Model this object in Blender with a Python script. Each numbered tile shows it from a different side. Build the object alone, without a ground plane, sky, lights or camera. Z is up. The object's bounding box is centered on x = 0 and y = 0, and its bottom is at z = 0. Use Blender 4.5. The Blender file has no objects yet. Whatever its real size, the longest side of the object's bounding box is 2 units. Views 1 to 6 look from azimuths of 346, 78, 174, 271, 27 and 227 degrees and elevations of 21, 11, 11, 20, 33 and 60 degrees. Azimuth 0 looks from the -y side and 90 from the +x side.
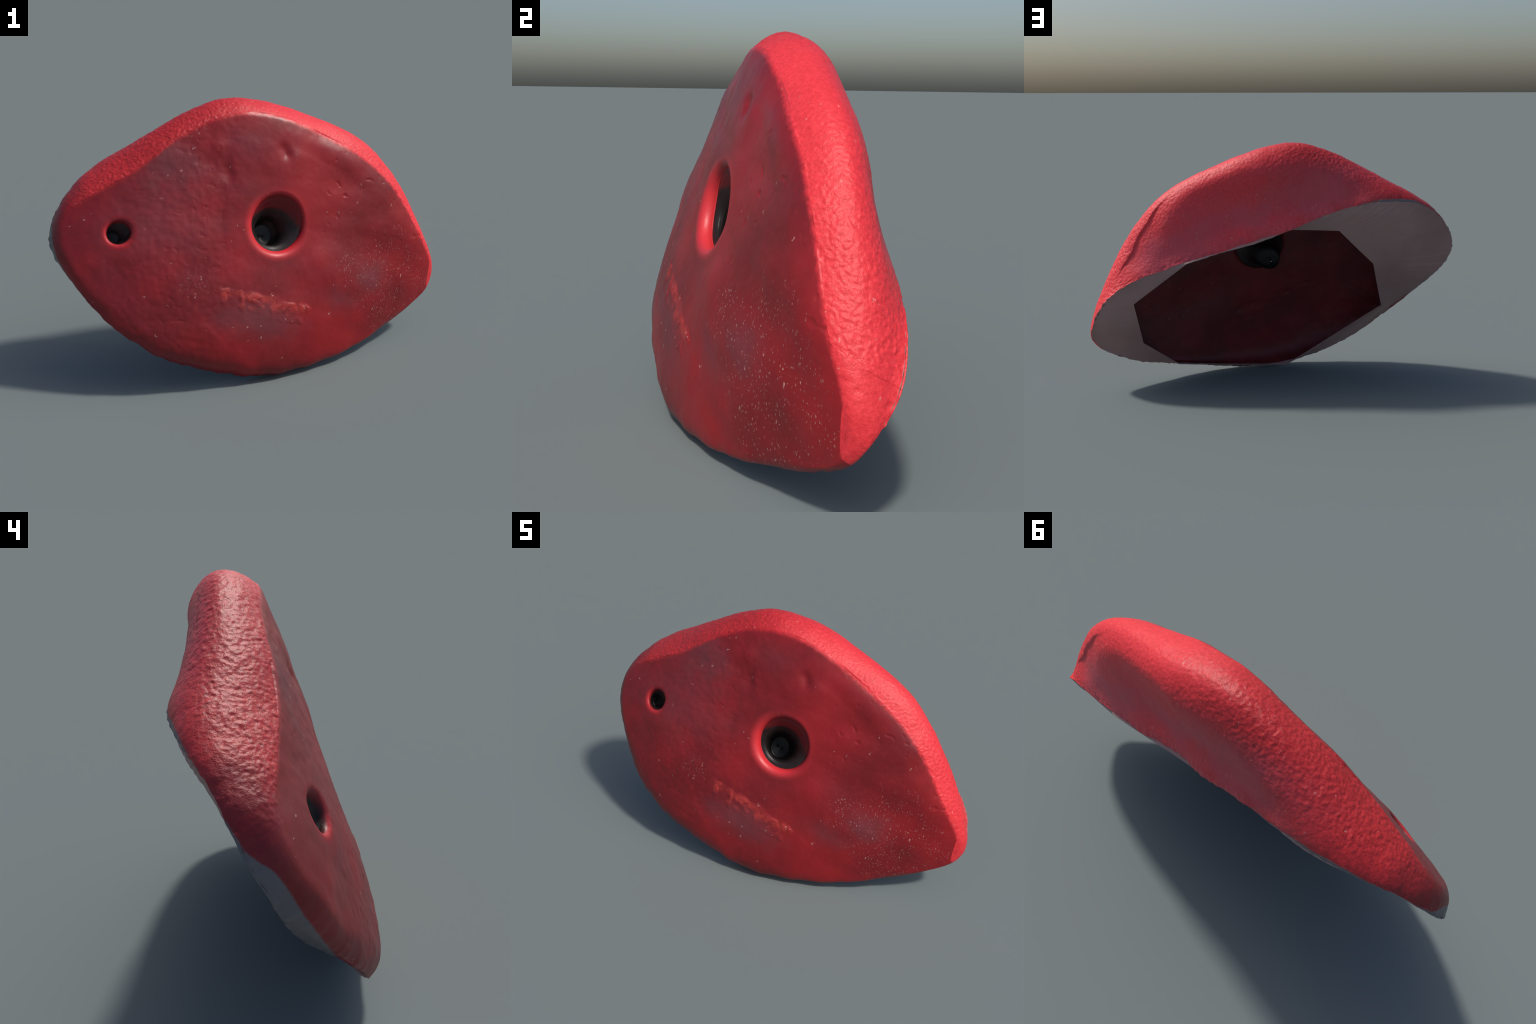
"""Bolt-on climbing hold: a hollow red shell leaning on its lower edge.

The hold is described in its own frame: u runs along the hold, v up the wall
plane, w away from the wall.  Around the bolt axis, 24 directions carry a side
profile: the front face rises from the bolt to the crease, then a rounded band
and flank run back down to the base outline on the wall plane.  The shell is
closed by a back plate with a large many-sided opening.
"""
import bpy
import numpy as np
from mathutils import Vector

TAU = 2 * np.pi

# ------------------------------------------------------------------ frame
AXIS_W = np.array([0.187, -1.0, 0.542]); AXIS_W /= np.linalg.norm(AXIS_W)
AXIS_U = np.array([1.98, 0.10, -0.40]); AXIS_U -= AXIS_W * (AXIS_U @ AXIS_W)
AXIS_U /= np.linalg.norm(AXIS_U)
AXIS_V = np.cross(AXIS_W, AXIS_U)
ORIGIN = np.array([0.0, 0.15404, 0.62])
BOLT = np.array([0.030, 0.000])          # bolt axis in (u, v)
SPREAD = np.array([1.0, 0.6])            # the outline is wider than it is tall

# ------------------------------------------- profiles, one value per 15 degrees
# _R: distance from the bolt axis (in units of SPREAD), _H: height off the wall
CREASE_R= [0.858, 0.772, 0.736, 0.726, 0.725, 0.753, 0.813, 0.848, 0.817, 0.776, 0.762, 0.843, 0.971, 0.975, 0.960, 0.947, 0.933, 0.904, 0.892, 0.901, 0.920, 0.947, 1.023, 1.010]
CREASE_H= [0.191, 0.263, 0.321, 0.354, 0.385, 0.398, 0.413, 0.405, 0.358, 0.312, 0.261, 0.188, 0.096, 0.100, 0.107, 0.142, 0.171, 0.197, 0.190, 0.176, 0.139, 0.101, 0.040, 0.073]
BAND_R  = [0.985, 0.943, 0.959, 1.024, 1.115, 1.164, 1.246, 1.266, 1.135, 1.022, 0.976, 0.973, 1.000, 1.008, 1.019, 1.054, 1.082, 1.097, 1.095, 1.077, 1.054, 1.038, 1.040, 1.041]
BAND_H  = [0.119, 0.163, 0.214, 0.275, 0.325, 0.342, 0.290, 0.306, 0.245, 0.180, 0.130, 0.098, 0.082, 0.080, 0.080, 0.099, 0.136, 0.152, 0.145, 0.125, 0.086, 0.052, 0.036, 0.064]
FLANK_R = [0.928, 0.847, 0.807, 0.797, 0.813, 0.811, 0.835, 0.882, 0.887, 0.918, 0.965, 0.996, 1.020, 1.053, 1.083, 1.137, 1.155, 1.180, 1.205, 1.159, 1.091, 1.037, 1.032, 1.051]
FLANK_H = [0.043, 0.059, 0.083, 0.117, 0.112, 0.099, 0.097, 0.120, 0.087, 0.025, 0.008, 0.025, 0.048, 0.048, 0.043, 0.043, 0.080, 0.105, 0.131, 0.109, 0.075, 0.036, 0.022, 0.029]
BASE_R  = [0.957, 0.848, 0.683, 0.557, 0.477, 0.439, 0.439, 0.490, 0.613, 0.793, 0.926, 0.978, 1.027, 1.045, 1.026, 1.068, 1.145, 1.178, 1.196, 1.120, 1.041, 1.012, 1.029, 1.035]
BASE_H  = [0.012, 0.024, 0.016, 0.010, 0.003, 0.012, 0.012, -0.005, 0.001, -0.007, -0.013, -0.001, -0.016, -0.021, -0.007, 0.046, 0.056, 0.022, 0.024, 0.035, 0.031, 0.008, 0.006, 0.028]
BULGE   = [0.245, 0.237, 0.216, 0.189, 0.157, 0.121, 0.067, -0.008, -0.039, -0.052, -0.037, -0.000, 0.042, 0.066, 0.085, 0.096, 0.095, 0.113, 0.119, 0.143, 0.167, 0.191, 0.213, 0.234]
FRONT_CENTRE_H, TILT_U, TILT_V = 0.3165, -0.0261, 0.1660

# ------------------------------------------------------------------ helpers
def ring_spline(values, phi):
    """Closed cubic spline through equally spaced values."""
    y = np.asarray(values, float)
    k = len(y)
    h = TAU / k
    a = 4 * np.eye(k) + np.roll(np.eye(k), 1, 1) + np.roll(np.eye(k), -1, 1)
    m = np.linalg.solve(a, 6 / h**2 * (np.roll(y, 1) + np.roll(y, -1) - 2 * y))
    x = (phi % TAU) / h
    i = np.floor(x).astype(int) % k
    t = x - np.floor(x)
    j = (i + 1) % k
    s = 1 - t
    return s * y[i] + t * y[j] + h * h / 6 * ((s**3 - s) * m[i] + (t**3 - t) * m[j])


def smooth(a, b, x):
    t = np.clip((x - a) / (b - a), 0, 1)
    return t * t * (3 - 2 * t)


_rng = np.random.default_rng(7)
_perm = np.concatenate([_rng.permutation(256)] * 3)
_grad = _rng.normal(size=(256, 3))
_grad /= np.linalg.norm(_grad, axis=1)[:, None]


def noise(p, size, seed=0):
    """Gradient noise of the given feature size, roughly -1..1."""
    q = p / size + np.array([17.3, 5.1, 29.7]) + seed * 3.71
    i = np.floor(q).astype(int)
    f = q - i
    w = f * f * f * (f * (f * 6 - 15) + 10)
    out = 0.0
    for dx in (0, 1):
        for dy in (0, 1):
            for dz in (0, 1):
                h = _perm[_perm[_perm[(i[..., 0] + dx) & 255] + ((i[..., 1] + dy) & 255)] + ((i[..., 2] + dz) & 255)]
                g = _grad[h]
                d = g[..., 0] * (f[..., 0] - dx) + g[..., 1] * (f[..., 1] - dy) + g[..., 2] * (f[..., 2] - dz)
                wt = (w[..., 0] if dx else 1 - w[..., 0]) * (w[..., 1] if dy else 1 - w[..., 1]) * (w[..., 2] if dz else 1 - w[..., 2])
                out = out + d * wt
    return out * 1.6


def to_world(u, v, w):
    return (ORIGIN + np.asarray(u)[..., None] * AXIS_U + np.asarray(v)[..., None] * AXIS_V
            + np.asarray(w)[..., None] * AXIS_W)


def grid_normals(p):
    """Vertex normals of a (rows, columns) grid closed along the columns."""
    du = np.roll(p, -1, 1) - np.roll(p, 1, 1)
    dv = np.gradient(p, axis=0)
    n = np.cross(dv, du)
    n /= np.maximum(np.linalg.norm(n, axis=2), 1e-12)[..., None]
    return n


# ------------------------------------------------------------------ the shell
COLS = 1760
ROWS_FRONT, ROWS_SIDE, ROWS_BACK = 300, 170, 14
ROWS_TUBE = 60
PHI = np.arange(COLS) / COLS * TAU
DEG = np.degrees(PHI)
COS, SIN = np.cos(PHI), np.sin(PHI)
UNIT = np.stack([COS * SPREAD[0], SIN * SPREAD[1]], 1)       # ray per column
RAY = np.linalg.norm(UNIT, axis=1)

(crease_r, crease_h, band_r, band_h, flank_r, flank_h, base_r, base_h, bulge) = [
    ring_spline(c, PHI) for c in (CREASE_R, CREASE_H, BAND_R, BAND_H, FLANK_R,
                                  FLANK_H, BASE_R, BASE_H, BULGE)]
# the trimmed base edge is a little wavy
edge_p = np.stack([base_r * COS, base_r * SIN, 0 * COS], 1)
wavy = 0.005 * noise(edge_p, 0.09, 3) + 0.0032 * noise(edge_p, 0.035, 4)
base_r = base_r + wavy * (1 + 1.2 * smooth(190, 215, DEG) * smooth(330, 290, DEG))
base_h = base_h + 0.6 * wavy

# front face, from the bolt hole mouth out to the crease
MOUTH = 0.128                                   # bolt hole radius, metres
s0 = MOUTH / (crease_r * RAY)
s = s0 + (1 - s0) * np.linspace(0, 1, ROWS_FRONT)[:, None]**1.25
lin = TILT_U * COS + TILT_V * SIN
front_h = FRONT_CENTRE_H * (1 - s * s) + lin * s * (1 - s) + crease_h * s * s + bulge * s * s * (1 - s)
front_r = crease_r * s
# side, a cubic through band and flank down to the base
t = np.linspace(0, 1, ROWS_SIDE + 1)[1:, None]
b0, b1, b2, b3 = (1 - t)**3, 3 * t * (1 - t)**2, 3 * t * t * (1 - t), t**3
side_r = b0 * crease_r + b1 * band_r + b2 * flank_r + b3 * base_r
side_h = b0 * crease_h + b1 * band_h + b2 * flank_h + b3 * base_h
rad = np.concatenate([front_r, side_r])
hgt = np.concatenate([front_h, side_h])

# soften the crease: slightly along the top, fully along the lower front
soft = 0.45 + 0.55 * smooth(168, 190, DEG) * smooth(352, 335, DEG)
E = ROWS_FRONT - 1
for n in range(160):
    lo, hi = E - 45, E + 45
    wt = np.where(n < 160 * soft, 0.5, 0.0)
    for a in (rad, hgt):
        mid = 0.5 * (a[lo - 1:hi - 1] + a[lo + 1:hi + 1])
        a[lo:hi] += (mid - a[lo:hi]) * wt

uu = BOLT[0] + rad * UNIT[:, 0]
vv = BOLT[1] + rad * UNIT[:, 1]
ROWS = len(rad)
row = np.arange(ROWS)[:, None] + 0 * DEG
is_front = row <= E
side_t = np.clip((row - E) / ROWS_SIDE, 0, 1)
pos = to_world(uu, vv, hgt)
nrm = grid_normals(pos)

# ------------------------------------------------------------------ relief
top = smooth(-18, -6, (DEG + 180) % 360 - 180) * smooth(188, 166, DEG)       # columns under the rough band
rough = np.where(is_front, smooth(E - 5, E + 3, row), 1.0) * top
tail = 0.30 + 0.70 * smooth(0.72, 0.42, side_t + 0.05 * noise(pos, 0.12, 9))   # finer low on the back
tail = np.maximum(tail, smooth(34, 14, np.abs((DEG + 180) % 360 - 180)))
turn = np.abs((DEG + 180) % 360 - 180)
right_smooth = np.interp(turn, [0, 25, 45, 65, 95, 120], [1.35, 1.35, 1.0, 0.65, 0.75, 1.0])
local = np.stack([uu, vv, hgt], 2)
stretch = local * np.array([1.0, 1.0, 0.92])
coarse = noise(stretch, 0.0175, 1) + 0.7 * noise(stretch, 0.0108, 2)      # left shoulder
fine_grain = 0.75 * noise(stretch, 0.0135, 3) + 0.5 * noise(stretch, 0.0095, 5)  # right shoulder
grain = coarse + (fine_grain - coarse) * smooth(-0.35, 0.35, uu)
pit = -np.clip(noise(stretch, 0.021, 6) - 0.25, 0, 1)
disp = rough * tail * right_smooth * (0.0018 * grain + 0.0021 * pit * smooth(0.4, -0.2, uu))
disp = disp + rough * 0.003 * noise(local, 0.11, 8)

front = np.where(is_front, 1.0, 1 - top)
lump = 0.0052 * noise(local, 0.17, 11) + 0.0018 * noise(local, 0.075, 12)
left_worn = smooth(-0.10, -0.30, uu) * smooth(-0.85, -0.6, uu)
fine = 0.0012 * noise(local, 0.030, 13) * (0.35 + 0.65 * left_worn)
disp = disp + front * smooth(0, 0.10, rad * RAY - MOUTH - 0.02) * (lump + fine)
# scattered pits on the right, worn pocks on the left
pock = np.clip(noise(local, 0.033, 14) - 0.42, 0, 1)
where_pock = smooth(0.15, 0.35, uu) * smooth(-0.25, 0.0, vv + 0.15 * noise(local, 0.3, 15)) + 0.5 * left_worn
disp = disp - front * 0.007 * pock * where_pock
# a shallow step runs up the face left of the bolt, with dents near the top
step_u = -0.235 + 0.02 * noise(local, 0.2, 16) + 0.03 * (vv - 0.19)
disp = disp - front * 0.006 * smooth(0.035, -0.035, uu - step_u) * smooth(-0.45, -0.2, uu) * smooth(-0.3, 0.05, vv) * smooth(0.42, 0.25, vv)
for du, dv, size, depth in ((0.022, 0.345, 0.026, 0.008), (0.040, 0.315, 0.026, 0.008), (-0.235, 0.200, 0.028, 0.007), (-0.250, 0.235, 0.026, 0.006),
                            (-0.330, 0.255, 0.045, 0.005), (-0.29, 0.33, 0.03, -0.004),
                            (0.09, 0.31, 0.05, -0.004)):
    disp = disp - front * depth * np.exp(-((uu - du)**2 + (vv - dv)**2) / size**2)
# moulding ledge on the back of the right shoulder
ledge_t = 0.60 - 0.0066 * (DEG - 27) + 0.02 * noise(local, 0.10, 17) + 0.006 * noise(local, 0.03, 18)
ledge = smooth(19, 31, DEG) * smooth(66, 50, DEG)
disp = disp - 0.009 * ledge * smooth(-0.012, 0.020, side_t - ledge_t) * smooth(0.30, 0.05, side_t - ledge_t) * (~is_front)
# broad form: hollowed back wall, fuller left shoulder and lower left edge,
# face lower beside the bolt and fuller towards the right tip
brow = np.interp(DEG, [20, 34, 43, 52, 58, 68, 78, 87, 97, 125], [0.96, 0.77, 0.70, 0.66, 0.58, 0.52, 0.50, 0.50, 0.60, 0.66])
brow_depth = np.interp(DEG, [20, 45, 60, 72, 92, 104, 118, 135], [0, 0.006, 0.022, 0.045, 0.050, 0.041, 0.023, 0])
hollow = smooth(-0.08, 0.24, side_t - brow) * smooth(1.0, 0.84, side_t)
disp = disp - brow_depth * hollow
disp = disp + 0.005 * np.exp(-0.5 * ((DEG - 142) / 20)**2) * smooth(0.25, 0.6, side_t)
disp = disp + 0.007 * smooth(180, 200, DEG) * smooth(258, 236, DEG) * smooth(0.0, 0.4, side_t)
disp = disp - 0.013 * np.exp(-0.5 * (((uu - 0.20) / 0.15)**2 + ((vv - 0.32) / 0.09)**2)) * is_front * smooth(E, E - 90, row)
disp = disp - 0.028 * np.exp(-0.5 * (((uu - 0.36) / 0.17)**2 + ((vv - 0.17) / 0.10)**2)) * is_front * smooth(E, E - 90, row)
ru, rv = 0.73, -0.16                                      # the fuller ridge, bolt side to right tip
ridge_x = ((uu - 0.22) * ru + (vv + 0.17) * rv) / (ru * ru + rv * rv)
ridge_y = ((uu - 0.22) * -rv + (vv + 0.17) * ru) / np.hypot(ru, rv)
disp = disp + 0.023 * np.exp(-0.5 * (ridge_y / 0.095)**2) * smooth(-0.2, 0.15, ridge_x) * smooth(1.12, 0.95, ridge_x) * is_front * smooth(E + 4, E - 110, row)
disp = disp + 0.009 * np.exp(-0.5 * ((DEG - 247) / 9)**2) * smooth(0.2, 0.6, side_t)
shoulder = np.exp(-0.5 * (((DEG + 8 + 180) % 360 - 180) / 13)**2)
disp = disp + 0.012 * shoulder * np.exp(-0.5 * ((row - E) / 30.0)**2)
# base edge is ragged
disp = disp + 0.004 * smooth(0.90, 1.0, side_t) * noise(local, 0.022, 19)


# worn raised lettering low on the face, drawn as strokes in a slanted box
def letter_point(x, y):
    """x: 0..1 along the word, y: 0 top .. 1 foot."""
    return np.array([-0.248 + 0.470 * x + 0.006 * y, -0.324 - 0.056 * x - 0.105 * y])


def arc(cx, cy, rx, ry, a0, a1, n=12):
    a = np.radians(np.linspace(a0, a1, n))
    return [(cx + rx * np.cos(k), cy + ry * np.sin(k)) for k in a]


STROKES = [
    [(0.00, 0.05), (0.18, 0.04)], [(0.06, 0.05), (0.05, 0.85)],                     # T
    [(0.23, 0.02), (0.25, 0.78)],                                                   # i
    [(0.50, 0.10), (0.36, 0.05), (0.33, 0.20), (0.40, 0.38), (0.46, 0.55), (0.42, 0.75), (0.34, 0.72)],   # s
    [(0.58, -0.12), (0.58, 0.85)], [(0.70, 0.22), (0.59, 0.45), (0.68, 0.85)],      # k
    arc(0.79, 0.52, 0.065, 0.32, -60, 300, 20) + [(0.73, 0.50)],                    # e
    [(0.90, 0.20), (0.91, 0.82)], [(0.91, 0.35), (0.96, 0.18), (1.0, 0.22)],        # r
]
letter_d = np.full(uu.shape, 9.0)
near = (np.abs(uu) < 0.34) & (vv < -0.26) & (vv > -0.56) & is_front
pu, pv = uu[near], vv[near]
best = np.full(pu.shape, 9.0)
for stroke in STROKES:
    pts = [letter_point(*q) for q in stroke]
    for a, b in zip(pts[:-1], pts[1:]):
        ab = b - a
        k = np.clip(((pu - a[0]) * ab[0] + (pv - a[1]) * ab[1]) / (ab @ ab), 0, 1)
        best = np.minimum(best, np.hypot(pu - a[0] - k * ab[0], pv - a[1] - k * ab[1]))
letter_d[near] = best
letter_d = letter_d + 0.008 * noise(local, 0.028, 21)
wear = 0.55 + 0.9 * noise(local, 0.06, 22) - 0.25 * smooth(-0.38, -0.46, vv + 0.12 * uu)
disp = disp + 0.0038 * smooth(0.021, 0.002, letter_d) * np.clip(wear, 0.1, 1.1)

pos = pos + nrm * disp[..., None]

# ------------------------------------------------------------------ set-screw hole
# faces around it are pulled in: the inner part of the disc becomes the tube
SCREW = np.array([-0.717, -0.079])
LEAN = np.array([0.34, 0.36])                  # both holes are bored at a slant
SCREW_R, SCREW_REACH, SCREW_DEPTH = 0.051, 0.115, 0.052
du, dv = uu - SCREW[0], vv - SCREW[1]
dist = np.hypot(du, dv)
hit = (dist < SCREW_REACH) & is_front
q = dist[hit] / SCREW_REACH
ang_u, ang_v = du[hit] / np.maximum(dist[hit], 1e-6), dv[hit] / np.maximum(dist[hit], 1e-6)
WALL, FLOOR = 0.62, 0.14                       # shares of the disc
r_new = np.where(q > WALL, SCREW_R + (SCREW_REACH - SCREW_R) * (q - WALL) / (1 - WALL),
                 np.where(q > FLOOR, SCREW_R * (0.58 + 0.42 * smooth(FLOOR, WALL, q)), SCREW_R * 0.58 * q / FLOOR))
sink = np.where(q > WALL, 0, SCREW_DEPTH * np.clip((WALL - q) / (WALL - FLOOR), 0, 1))
ROLL = 0.022                                    # rounded lip
into = np.clip(SCREW_R + ROLL - r_new, 0, ROLL)
sink = sink + np.where(q > WALL, ROLL - np.sqrt(ROLL**2 - into**2), ROLL)
shift_u = SCREW[0] + ang_u * r_new - LEAN[0] * np.maximum(sink - ROLL, 0) - uu[hit]
shift_v = SCREW[1] + ang_v * r_new - LEAN[1] * np.maximum(sink - ROLL, 0) - vv[hit]
base_w = (pos[hit] - ORIGIN) @ AXIS_W
# height of the undisturbed face at the new place (first order)
slope_u, slope_v = 0.26, 0.12
pos[hit] += (shift_u[:, None] * AXIS_U + shift_v[:, None] * AXIS_V
             + (shift_u * slope_u + shift_v * slope_v - sink)[:, None] * AXIS_W)
screw_mask = np.zeros(uu.shape, bool)
screw_mask[hit] = q < 0.80

# ------------------------------------------------------------------ bolt hole
# rounded lip, counterbore, ledge and a narrower shank hole with a floor
LIP = 0.032 + 0.016 * np.cos(np.radians(DEG - 232))     # widest at the lower left
into = np.clip(LIP - (rad * RAY - MOUTH), 0, LIP) * is_front
pos = pos - (LIP - np.sqrt(LIP**2 - into**2))[..., None] * AXIS_W
mouth = pos[0]
TUBE = [(0.0, 0.128), (0.006, 0.115), (0.024, 0.094), (0.044, 0.080), (0.064, 0.070), (0.090, 0.060),
        (0.110, 0.046), (0.118, 0.0)]
td, tr = np.array(TUBE).T
along = np.concatenate([[0], np.cumsum(np.hypot(np.diff(td), np.diff(tr)))])
k = np.linspace(0, along[-1], ROWS_TUBE + 1)[1:]
tube_d, tube_r = np.interp(k, along, td), np.interp(k, along, tr)
tube_r[-1] = 0.0008
ray_dir = UNIT / RAY[:, None]
fade = np.exp(-tube_d / 0.05)[:, None]
mouth_w = (mouth - ORIGIN) @ AXIS_W
lean = smooth(0.06, 0.10, tube_d)[:, None]     # the shank hole sits off centre
tube_u = BOLT[0] - LEAN[0] * tube_d[:, None] + tube_r[:, None] * ray_dir[:, 0]
tube_v = BOLT[1] - LEAN[1] * tube_d[:, None] + tube_r[:, None] * ray_dir[:, 1] * (1 + 0.12 * lean)
tube_w = fade * mouth_w + (1 - fade) * mouth_w.mean() - tube_d[:, None]
tube = to_world(tube_u, tube_v, tube_w)
tube = tube + 0.003 * noise(tube, 0.05, 31)[..., None] * ray_dir[:, :1, None].transpose(2, 0, 1) * 0.5

# ------------------------------------------------------------------ back plate
OPENING = [(0.771, 0.046), (0.778, -0.250), (0.618, -0.482), (0.007, -0.720), (-0.588, -0.433),
           (-0.546, -0.088), (-0.365, 0.201), (-0.060, 0.300), (0.400, 0.260)]
open_r = np.full(COLS, 9.0)
corners = (np.array(OPENING) - BOLT) / SPREAD
for a, b in zip(corners, np.roll(corners, -1, 0)):
    e = b - a
    det = COS * -e[1] + SIN * e[0]
    with np.errstate(divide='ignore', invalid='ignore'):
        dist_r = (a[0] * -e[1] + a[1] * e[0]) / det
        part = (COS * a[1] - SIN * a[0]) / det
    good = (dist_r > 0) & (part > -1e-6) & (part < 1 + 1e-6) & np.isfinite(dist_r)
    open_r = np.where(good, np.minimum(open_r, dist_r), open_r)
last = (pos[-1] - ORIGIN) @ np.stack([AXIS_U, AXIS_V, AXIS_W], 1)
last_r = np.hypot((last[:, 0] - BOLT[0]) / SPREAD[0], (last[:, 1] - BOLT[1]) / SPREAD[1])
open_r = np.minimum(open_r, last_r - 0.006)
f = np.linspace(0, 1, ROWS_BACK + 1)[1:, None]
back_r = last_r + (open_r - last_r) * f
back_u, back_v = BOLT[0] + back_r * UNIT[:, 0], BOLT[1] + back_r * UNIT[:, 1]
sag = (0.028 * np.exp(-((back_u + 0.66)**2 + (back_v - 0.13)**2) / 0.22**2)
       + 0.022 * np.exp(-((back_u - 0.97)**2 + (back_v + 0.07)**2) / 0.12**2))
back_w = last[:, 2] * (1 - smooth(0, 1, f)) - sag * smooth(0.0, 0.40, f)
back = to_world(BOLT[0] + back_r * UNIT[:, 0], BOLT[1] + back_r * UNIT[:, 1], back_w)

# ------------------------------------------------------------------ one sheet, then parts
outer = np.concatenate([tube[::-1], pos, back])
n_rows = len(outer)
kind = np.zeros((n_rows - 1, COLS), int)        # part index per face
FRONT, RIM, BACK, BOLT_HOLE, SCREW_HOLE, LETTERING, INNER = range(7)
kind[:ROWS_TUBE] = BOLT_HOLE
kind[ROWS_TUBE + ROWS - 1:] = BACK
core = kind[ROWS_TUBE:ROWS_TUBE + ROWS - 1]
rim_cols = (DEG < 174) | (DEG > 339)
core[E:, :] = np.where(rim_cols, RIM, FRONT)
core[screw_mask[:-1] & screw_mask[1:]] = SCREW_HOLE
core[(letter_d < 0.015)[:-1] & is_front[:-1]] = LETTERING

# the inner skin follows the outer one, a wall's thickness inside it, coarser
WALL_THICK = 0.007
keep = np.unique(np.concatenate([np.arange(0, n_rows, 5), [n_rows - 1, ROWS_TUBE, ROWS_TUBE + E, ROWS_TUBE + ROWS - 1]]))
out_n = grid_normals(outer)
if np.mean(np.einsum('ijk,k->ij', out_n[ROWS_TUBE + 20:ROWS_TUBE + E], AXIS_W)) < 0:
    out_n = -out_n
inner = outer[keep] - WALL_THICK * out_n[keep]
inner[-1] = outer[-1] + 0.004 * AXIS_W


def grid_faces(rows, start, flip):
    r = np.arange(rows - 1)[:, None]
    c = np.arange(COLS)[None, :]
    c2 = (c + 1) % COLS
    q = np.stack([start + r * COLS + c, start + r * COLS + c2,
                  start + (r + 1) * COLS + c2, start + (r + 1) * COLS + c], 2)
    return q[..., ::-1] if flip else q


faces_out = grid_faces(n_rows, 0, False)
faces_in = grid_faces(len(keep), n_rows * COLS, True)
verts = np.concatenate([outer.reshape(-1, 3), inner.reshape(-1, 3)])
c = np.arange(COLS)
o0, i0 = (n_rows - 1) * COLS, (n_rows + len(keep) - 1) * COLS
rim_faces = np.stack([o0 + c, o0 + (c + 1) % COLS, i0 + (c + 1) % COLS, i0 + c], 1)
all_faces = np.concatenate([faces_out.reshape(-1, 4), faces_in.reshape(-1, 4), rim_faces])
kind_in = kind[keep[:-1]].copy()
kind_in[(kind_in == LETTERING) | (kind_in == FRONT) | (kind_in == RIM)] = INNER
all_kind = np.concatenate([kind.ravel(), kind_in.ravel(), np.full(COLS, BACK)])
# orientation: the outer front must face away from the wall
p = verts[all_faces[(ROWS_TUBE + 100) * COLS]]
if np.cross(p[1] - p[0], p[2] - p[0]) @ AXIS_W < 0:
    all_faces = all_faces[:, ::-1]

# whole-body vertex normals (area weighted)
fp = verts[all_faces]
fn = np.cross(fp[:, 2] - fp[:, 0], fp[:, 3] - fp[:, 1])
vn = np.zeros_like(verts)
for j in range(4):
    for ax in range(3):
        vn[:, ax] += np.bincount(all_faces[:, j], fn[:, ax], len(verts))
vn /= np.maximum(np.linalg.norm(vn, axis=1), 1e-12)[:, None]


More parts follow.
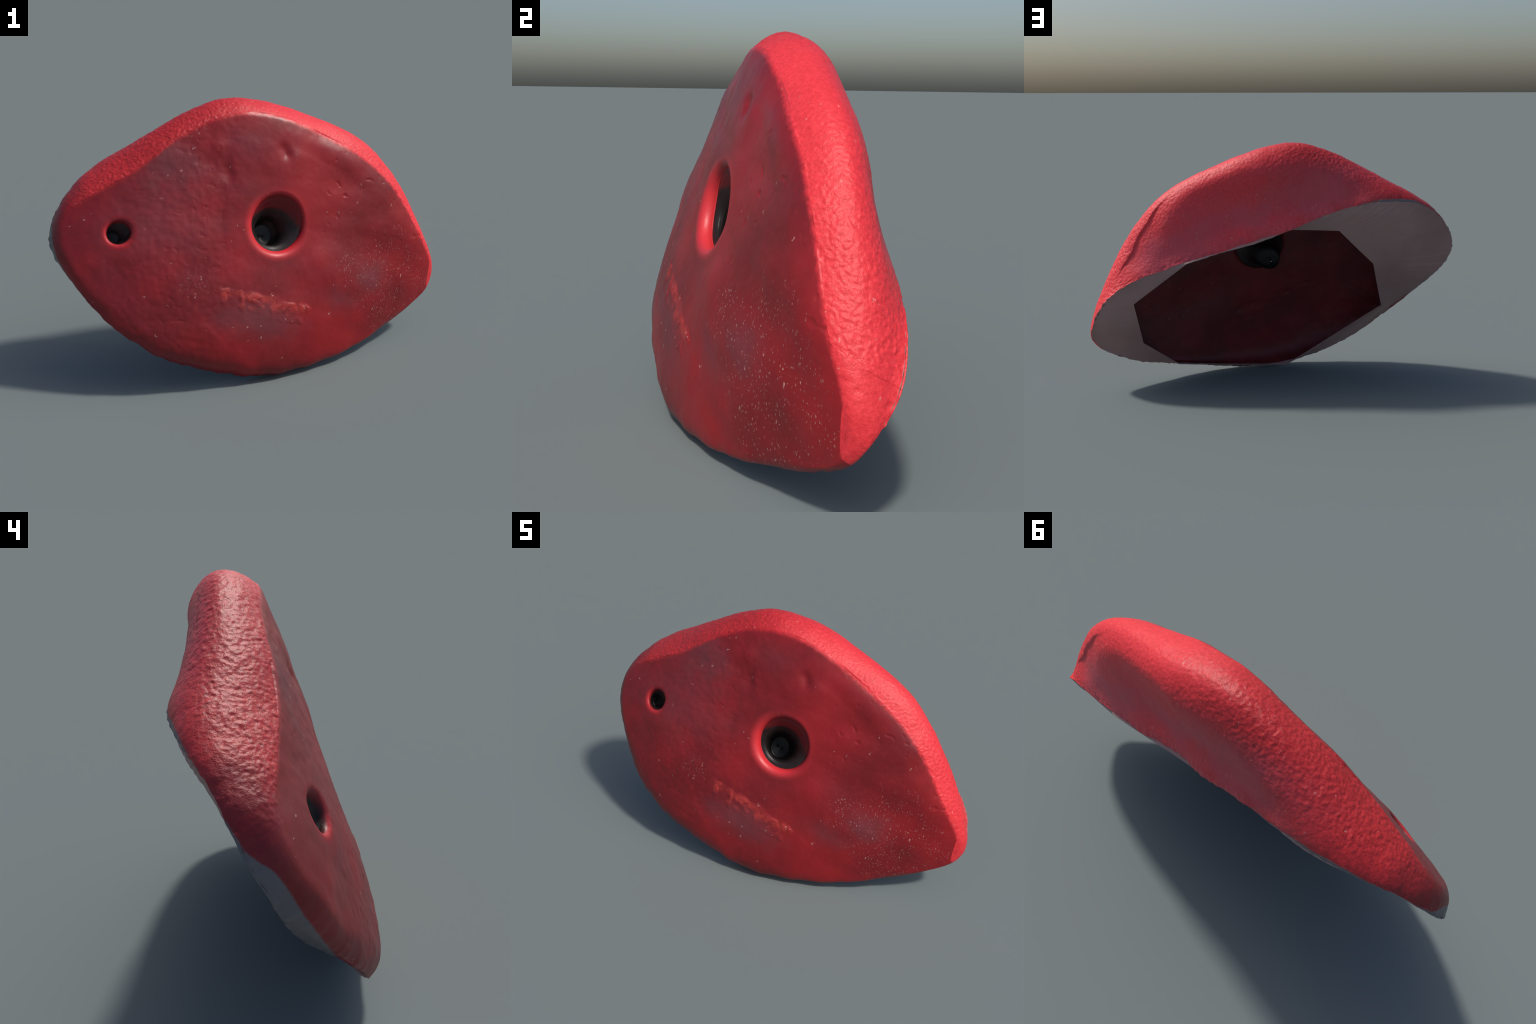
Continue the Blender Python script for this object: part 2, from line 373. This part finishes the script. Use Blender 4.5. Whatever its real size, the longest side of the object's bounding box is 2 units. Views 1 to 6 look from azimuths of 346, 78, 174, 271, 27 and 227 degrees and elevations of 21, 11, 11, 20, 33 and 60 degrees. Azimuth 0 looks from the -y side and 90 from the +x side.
# ------------------------------------------------------------------ materials
class Nodes:
    """Small helper to write node trees as expressions."""

    def __init__(self, name):
        self.mat = bpy.data.materials.new(name)
        self.mat.use_nodes = True
        self.tree = self.mat.node_tree
        self.tree.nodes.clear()
        self.out = self.tree.nodes.new('ShaderNodeOutputMaterial')
        self.bsdf = self.tree.nodes.new('ShaderNodeBsdfPrincipled')
        self.tree.links.new(self.bsdf.outputs[0], self.out.inputs[0])
        self.coord = self.tree.nodes.new('ShaderNodeTexCoord').outputs['Object']
        rel = self.vec('SUBTRACT', self.coord, tuple(ORIGIN))
        self.u = self.vec('DOT_PRODUCT', rel, tuple(AXIS_U), 'Value')
        self.v = self.vec('DOT_PRODUCT', rel, tuple(AXIS_V), 'Value')
        self.w = self.vec('DOT_PRODUCT', rel, tuple(AXIS_W), 'Value')

    def put(self, socket, value):
        if isinstance(value, bpy.types.NodeSocket):
            self.tree.links.new(value, socket)
        else:
            socket.default_value = value

    def vec(self, op, a, b, out='Vector'):
        n = self.tree.nodes.new('ShaderNodeVectorMath')
        n.operation = op
        self.put(n.inputs[0], a)
        self.put(n.inputs[1], b)
        return n.outputs[out]

    def math(self, op, a, b=0.0, c=0.0, clamp=False):
        n = self.tree.nodes.new('ShaderNodeMath')
        n.operation = op
        n.use_clamp = clamp
        for s, x in zip(n.inputs, (a, b, c)):
            self.put(s, x)
        return n.outputs[0]

    def add(self, a, b):
        return self.math('ADD', a, b)

    def mul(self, a, b):
        return self.math('MULTIPLY', a, b)

    def ramp(self, x, lo, hi, a=0.0, b=1.0):
        n = self.tree.nodes.new('ShaderNodeMapRange')
        n.interpolation_type = 'SMOOTHSTEP'
        for key, val in zip(('Value', 'From Min', 'From Max', 'To Min', 'To Max'), (x, lo, hi, a, b)):
            self.put(n.inputs[key], val)
        return n.outputs[0]

    def noise(self, scale, detail=3.0, rough=0.55, offset=0.0, stretch=(1, 1, 1)):
        co = self.vec('ADD', self.vec('MULTIPLY', self.coord, stretch), (offset, offset * 1.7, -offset))
        n = self.tree.nodes.new('ShaderNodeTexNoise')
        self.put(n.inputs['Vector'], co)
        n.inputs['Scale'].default_value = scale
        n.inputs['Detail'].default_value = detail
        n.inputs['Roughness'].default_value = rough
        return n.outputs['Fac']

    def specks(self, scale, radius, share, offset=0.0, stretch=(1, 1, 1)):
        """Sparse small flecks: cell points closer than radius in a share of cells."""
        co = self.vec('ADD', self.vec('MULTIPLY', self.coord, stretch), (offset, offset, offset))
        wob = self.tree.nodes.new('ShaderNodeTexNoise')
        self.put(wob.inputs['Vector'], co)
        wob.inputs['Scale'].default_value = scale * 2.5
        warp = self.vec('MULTIPLY', self.vec('SUBTRACT', wob.outputs['Color'], (0.5, 0.5, 0.5)), (0.9 / scale,) * 3)
        n = self.tree.nodes.new('ShaderNodeTexVoronoi')
        self.put(n.inputs['Vector'], self.vec('ADD', co, warp))
        n.inputs['Scale'].default_value = scale
        chance = self.tree.nodes.new('ShaderNodeSeparateColor')
        self.put(chance.inputs[0], n.outputs['Color'])
        on = self.math('LESS_THAN', chance.outputs[0], share)
        size = self.mul(self.add(chance.outputs[1], 0.35), radius)
        return self.mul(on, self.ramp(self.math('DIVIDE', n.outputs['Distance'], size), 1.0, 0.6))

    def blob(self, u, v, ru, rv, soft=0.0, warp=None):
        """Soft ellipse on the face, 1 in the middle."""
        a = self.math('DIVIDE', self.math('SUBTRACT', self.u, u), ru)
        b = self.math('DIVIDE', self.math('SUBTRACT', self.v, v), rv)
        d = self.math('SQRT', self.add(self.mul(a, a), self.mul(b, b)))
        if warp is not None:
            d = self.add(d, self.mul(self.math('SUBTRACT', warp, 0.5), 1.4))
        return self.ramp(d, 1.0, soft)

    def mix(self, fac, a, b):
        n = self.tree.nodes.new('ShaderNodeMix')
        n.data_type = 'RGBA'
        self.put(n.inputs[0], fac)
        self.put(n.inputs[6], a)
        self.put(n.inputs[7], b)
        return n.outputs[2]

    def bump(self, height, strength, distance):
        n = self.tree.nodes.new('ShaderNodeBump')
        n.inputs['Strength'].default_value = strength
        n.inputs['Distance'].default_value = distance
        self.put(n.inputs['Height'], height)
        return n.outputs[0]

    def along(self, x, xs, ys):
        """Smooth curve through (xs, ys), read at x in -1.1 .. 1.1."""
        n = self.tree.nodes.new('ShaderNodeFloatCurve')
        c = n.mapping.curves[0]
        pts = [((a + 1.1) / 2.2, 0.5 + b) for a, b in zip(xs, ys)]
        c.points[0].location, c.points[1].location = pts[0], pts[-1]
        for q in pts[1:-1]:
            c.points.new(*q)
        n.mapping.update()
        self.put(n.inputs['Value'], self.math('DIVIDE', self.add(x, 1.1), 2.2))
        return self.math('SUBTRACT', n.outputs[0], 0.5)

    def finish(self, colour, rough, normal=None, spec=0.5):
        self.put(self.bsdf.inputs['Base Color'], colour)
        self.put(self.bsdf.inputs['Roughness'], rough)
        self.bsdf.inputs['Specular IOR Level'].default_value = spec
        if normal is not None:
            self.put(self.bsdf.inputs['Normal'], normal)
        return self.mat


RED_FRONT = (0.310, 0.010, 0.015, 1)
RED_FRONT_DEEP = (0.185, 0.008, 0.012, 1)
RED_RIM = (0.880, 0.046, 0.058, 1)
RED_RIM_DUSTY = (0.560, 0.080, 0.110, 1)
MAUVE = (0.150, 0.036, 0.045, 1)
CHALK = (0.620, 0.400, 0.350, 1)
LETTER_RED = (0.480, 0.042, 0.036, 1)
BARE = (0.400, 0.250, 0.235, 1)
BARE_PALE = (0.150, 0.134, 0.142, 1)
HOLE_BLACK = (0.002, 0.002, 0.002, 1)


def bare_edge(n):
    """Unpainted strip along the base: wide at the lower left, a thin line elsewhere."""
    wob = n.math('SUBTRACT', n.noise(14, 4, 0.6, 3.0), 0.5)
    low_left = n.mul(n.ramp(n.u, -0.42, -0.80), n.ramp(n.v, 0.02, -0.10))
    left = n.ramp(n.u, 0.1, -0.4)
    height = n.add(n.mul(low_left, 0.036), n.add(n.mul(left, 0.006), n.add(-0.012, n.mul(wob, 0.014))))
    return n.ramp(n.math('SUBTRACT', n.w, height), 0.004, -0.004)


def front_colour(n):
    big = n.noise(2.6, 3, 0.5, 1.0)
    col = n.mix(n.ramp(big, 0.35, 0.70), RED_FRONT_DEEP, RED_FRONT)
    cloud = n.noise(5.0, 4, 0.6, 7.0)
    dust = None
    for u, v, ru, rv, k in ((-0.52, 0.22, 0.28, 0.20, 0.80), (-0.50, 0.00, 0.46, 0.38, 0.45),
                            (-0.08, -0.47, 0.36, 0.13, 0.80), (0.40, -0.34, 0.24, 0.11, 0.60),
                            (0.57, -0.23, 0.20, 0.13, 0.65), (-0.17, 0.38, 0.22, 0.12, 0.30)):
        m = n.mul(n.blob(u, v, ru, rv, 0.0, cloud), k)
        dust = m if dust is None else n.math('MAXIMUM', dust, m)
    col = n.mix(dust, col, MAUVE)
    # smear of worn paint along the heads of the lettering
    line = n.math('ABSOLUTE', n.add(n.add(n.v, n.mul(n.u, 0.12)), n.add(0.364, n.mul(n.math('SUBTRACT', n.noise(16, 3, 0.6, 12.0), 0.5), 0.06))))
    smear = n.mul(n.ramp(line, 0.030, 0.004), n.mul(n.ramp(n.u, -0.28, -0.22), n.ramp(n.u, 0.25, 0.19)))
    col = n.mix(n.mul(smear, n.ramp(n.noise(24, 3, 0.6, 13.0), 0.35, 0.60, 0.08, 0.50)), col, LETTER_RED)
    mott = n.noise(40, 4, 0.65, 2.0)
    col = n.mix(n.mul(n.ramp(mott, 0.45, 0.75), 0.12), col, LETTER_RED)
    where = n.math('MAXIMUM', n.blob(0.66, -0.24, 0.42, 0.34, 0.3, cloud), n.mul(n.blob(-0.36, -0.30, 0.16, 0.16, 0.2, cloud), 0.55))
    fleck = n.math('MAXIMUM', n.mul(n.specks(150, 0.34, 0.40, 0.0, (1, 1, 0.6)), 0.60), n.specks(85, 0.24, 0.14, 4.0, (1, 1, 0.6)))
    fleck = n.mul(fleck, n.ramp(n.add(where, n.mul(n.math('SUBTRACT', n.noise(16, 3, 0.6, 5.0), 0.5), 0.9)), 0.25, 0.6))
    stray = n.mul(n.specks(30, 0.16, 0.16, 9.0), 0.7)
    col = n.mix(n.mul(n.math('MAXIMUM', fleck, stray), 0.55), col, CHALK)
    return col, fleck, dust


# the crease between face and rim, sampled along the hold
top_cols = [int(COLS * a / 360) for a in (-21, -17, -10, 0, 8, 16, 26, 38, 52, 68, 84, 98, 112, 126, 140, 152, 162, 172)]
CREASE_U = [float(BOLT[0] + crease_r[c] * UNIT[c, 0]) for c in top_cols][::-1]
CREASE_V = [float(BOLT[1] + crease_r[c] * UNIT[c, 1]) for c in top_cols][::-1]
CREASE_W = [float(crease_h[c]) for c in top_cols][::-1]


def rim_colour(n):
    grain = n.noise(75, 4, 0.65, 1.0)
    left = n.ramp(n.u, 0.15, -0.45)
    pale = n.mix(left, RED_RIM, (0.580, 0.024, 0.028, 1))
    deep = n.mix(left, (0.740, 0.030, 0.040, 1), (0.400, 0.015, 0.019, 1))
    col = n.mix(n.ramp(grain, 0.34, 0.66), deep, pale)
    # chalk haze low on the back of the rim
    haze = n.mul(n.ramp(n.w, 0.24, 0.10), n.mul(n.ramp(n.u, -0.75, -0.35), n.ramp(n.u, 0.80, 0.60)))
    haze = n.mul(haze, n.ramp(n.noise(6, 4, 0.6, 3.0), 0.2, 0.6))
    col = n.mix(n.mul(haze, 0.75), col, RED_RIM_DUSTY)
    dots = n.specks(45, 0.17, 0.22, 6.0)
    return n.mix(n.mul(dots, 0.40), col, CHALK)


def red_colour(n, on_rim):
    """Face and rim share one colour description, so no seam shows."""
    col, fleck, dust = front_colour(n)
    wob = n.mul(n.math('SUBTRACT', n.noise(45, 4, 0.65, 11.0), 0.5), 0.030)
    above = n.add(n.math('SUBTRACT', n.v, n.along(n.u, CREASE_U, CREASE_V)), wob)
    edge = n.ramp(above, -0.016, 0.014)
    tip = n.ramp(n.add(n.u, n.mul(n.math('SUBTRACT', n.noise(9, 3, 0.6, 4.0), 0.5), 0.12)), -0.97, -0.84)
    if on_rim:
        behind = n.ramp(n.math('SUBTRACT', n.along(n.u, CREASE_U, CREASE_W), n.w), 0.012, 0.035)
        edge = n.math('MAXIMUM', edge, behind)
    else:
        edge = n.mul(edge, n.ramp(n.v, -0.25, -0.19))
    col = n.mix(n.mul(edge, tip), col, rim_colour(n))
    return col, fleck, dust


def hole_lip(n, col):
    """Brighter ring around both holes: lip wear plus sunlight put into the colour."""
    for (cu, cv), r, share in ((BOLT, MOUTH, 0.75), (SCREW, SCREW_R, 0.40)):
        a = n.math('SUBTRACT', n.u, float(cu))
        b = n.math('SUBTRACT', n.v, float(cv))
        d = n.math('SQRT', n.add(n.mul(a, a), n.mul(b, b)))
        side = n.math('DIVIDE', n.add(n.mul(a, -0.62), n.mul(b, -0.78)), r)     # strongest at the lower left, where sunlight is painted in
        worn_lit = n.mul(n.ramp(d, r + 0.30 * r + 0.022, r + 0.004), n.ramp(side, -0.5, 0.7, 0.20, 1.0))
        col = n.mix(n.mul(worn_lit, share), col, RED_RIM)
    return col


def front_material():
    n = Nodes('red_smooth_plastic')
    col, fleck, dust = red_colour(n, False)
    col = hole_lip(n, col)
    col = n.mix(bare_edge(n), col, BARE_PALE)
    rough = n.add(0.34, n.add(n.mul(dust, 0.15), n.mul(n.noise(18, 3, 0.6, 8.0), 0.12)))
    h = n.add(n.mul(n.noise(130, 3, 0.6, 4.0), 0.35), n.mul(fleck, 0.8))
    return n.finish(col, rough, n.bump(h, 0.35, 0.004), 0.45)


def lettering_material():
    n = Nodes('red_worn_lettering')
    col, fleck, dust = front_colour(n)
    worn_lit = n.ramp(n.noise(22, 4, 0.6, 6.0), 0.40, 0.60)
    upper = n.ramp(n.add(n.v, n.mul(n.u, 0.12)), -0.44, -0.39)
    col = n.mix(n.mul(worn_lit, n.mul(upper, 0.50)), col, LETTER_RED)
    bits = n.mul(n.specks(90, 0.40, 0.5, 2.0), n.math('MAXIMUM', n.blob(0.03, -0.345, 0.035, 0.015), n.blob(0.20, -0.385, 0.04, 0.02)))
    col = n.mix(bits, col, CHALK)
    return n.finish(col, 0.5, n.bump(n.noise(110, 3, 0.6, 4.0), 0.4, 0.004), 0.40)


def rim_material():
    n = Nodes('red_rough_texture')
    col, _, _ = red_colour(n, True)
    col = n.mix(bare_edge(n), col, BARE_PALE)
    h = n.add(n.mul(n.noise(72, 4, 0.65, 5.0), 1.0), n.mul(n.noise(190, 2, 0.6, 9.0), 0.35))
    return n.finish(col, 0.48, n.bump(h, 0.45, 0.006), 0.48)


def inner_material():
    n = Nodes('shaded_inner_wall')  # same shell red, darkened: shade of the hollow is put into the colour
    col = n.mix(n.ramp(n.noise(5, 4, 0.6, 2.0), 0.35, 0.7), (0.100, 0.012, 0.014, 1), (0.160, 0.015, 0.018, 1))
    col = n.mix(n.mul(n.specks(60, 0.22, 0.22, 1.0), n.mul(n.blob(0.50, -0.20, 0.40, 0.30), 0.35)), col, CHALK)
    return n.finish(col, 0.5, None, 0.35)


def back_material():
    n = Nodes('bare_back')
    col = n.mix(n.ramp(n.noise(2.2, 2, 0.5, 2.0), 0.35, 0.65), BARE, (0.330, 0.200, 0.188, 1))
    col = n.mix(n.mul(n.ramp(n.noise(20, 4, 0.6, 5.0), 0.5, 0.8), 0.2), col, BARE_PALE)
    return n.finish(col, 0.65, None, 0.3)


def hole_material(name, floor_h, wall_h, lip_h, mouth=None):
    """Dark wall, turning black towards the floor; a reddish rim where the paint reaches in."""
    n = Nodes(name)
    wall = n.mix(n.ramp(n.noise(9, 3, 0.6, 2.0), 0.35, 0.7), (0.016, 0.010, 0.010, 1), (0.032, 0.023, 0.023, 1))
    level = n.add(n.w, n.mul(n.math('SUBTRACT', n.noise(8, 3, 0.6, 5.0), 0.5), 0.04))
    col = n.mix(n.ramp(level, floor_h, wall_h), HOLE_BLACK, wall)
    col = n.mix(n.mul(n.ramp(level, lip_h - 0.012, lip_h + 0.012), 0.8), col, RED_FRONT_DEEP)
    if mouth is not None:
        red, _, _ = red_colour(n, False)
        red = hole_lip(n, red)
        a = n.math('SUBTRACT', n.u, float(mouth[0][0]))
        b = n.math('SUBTRACT', n.v, float(mouth[0][1]))
        d = n.math('SQRT', n.add(n.mul(a, a), n.mul(b, b)))
        inside = n.math('MAXIMUM', n.ramp(d, mouth[1] + 0.006, mouth[1] - 0.004), n.ramp(n.w, 0.150, 0.140))
        col = n.mix(inside, red, col)
    return n.finish(col, 0.42, n.bump(n.noise(60, 3, 0.6, 3.0), 0.2, 0.004), 0.30)


# ------------------------------------------------------------------ objects
hold = bpy.data.objects.new('climbing_hold', None)
bpy.context.scene.collection.objects.link(hold)
hold['label'] = 'hollow red plastic climbing hold with two bolt holes'
hold['category'] = 'climbing hold'

PARTS = {
    FRONT: ('front_face', front_material()),
    RIM: ('rough_rim', rim_material()),
    BACK: ('back_plate', back_material()),
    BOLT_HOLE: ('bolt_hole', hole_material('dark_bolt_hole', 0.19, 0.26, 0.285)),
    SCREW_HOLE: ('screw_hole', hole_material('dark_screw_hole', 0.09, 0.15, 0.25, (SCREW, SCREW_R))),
    LETTERING: ('raised_lettering', lettering_material()),
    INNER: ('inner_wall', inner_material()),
}
floor_z = verts[:, 2].min()
verts[:, 2] -= floor_z
for index, (name, material) in PARTS.items():
    f = all_faces[all_kind == index]
    used, remap = np.unique(f, return_inverse=True)
    f = remap.reshape(-1, 4)
    mesh = bpy.data.meshes.new(name)
    mesh.vertices.add(len(used))
    mesh.vertices.foreach_set('co', verts[used].ravel().astype(np.float32))
    mesh.loops.add(f.size)
    mesh.loops.foreach_set('vertex_index', f.ravel().astype(np.int32))
    mesh.polygons.add(len(f))
    mesh.polygons.foreach_set('loop_start', np.arange(0, f.size, 4, dtype=np.int32))
    mesh.update(calc_edges=True)
    mesh.polygons.foreach_set('use_smooth', np.ones(len(f), bool))
    if index != BACK:
        mesh.normals_split_custom_set_from_vertices(vn[used].astype(np.float32))
    else:
        mesh.set_sharp_from_angle(angle=0.6)
    mesh.materials.append(material)
    part = bpy.data.objects.new(name, mesh)
    bpy.context.scene.collection.objects.link(part)
    part.parent = hold
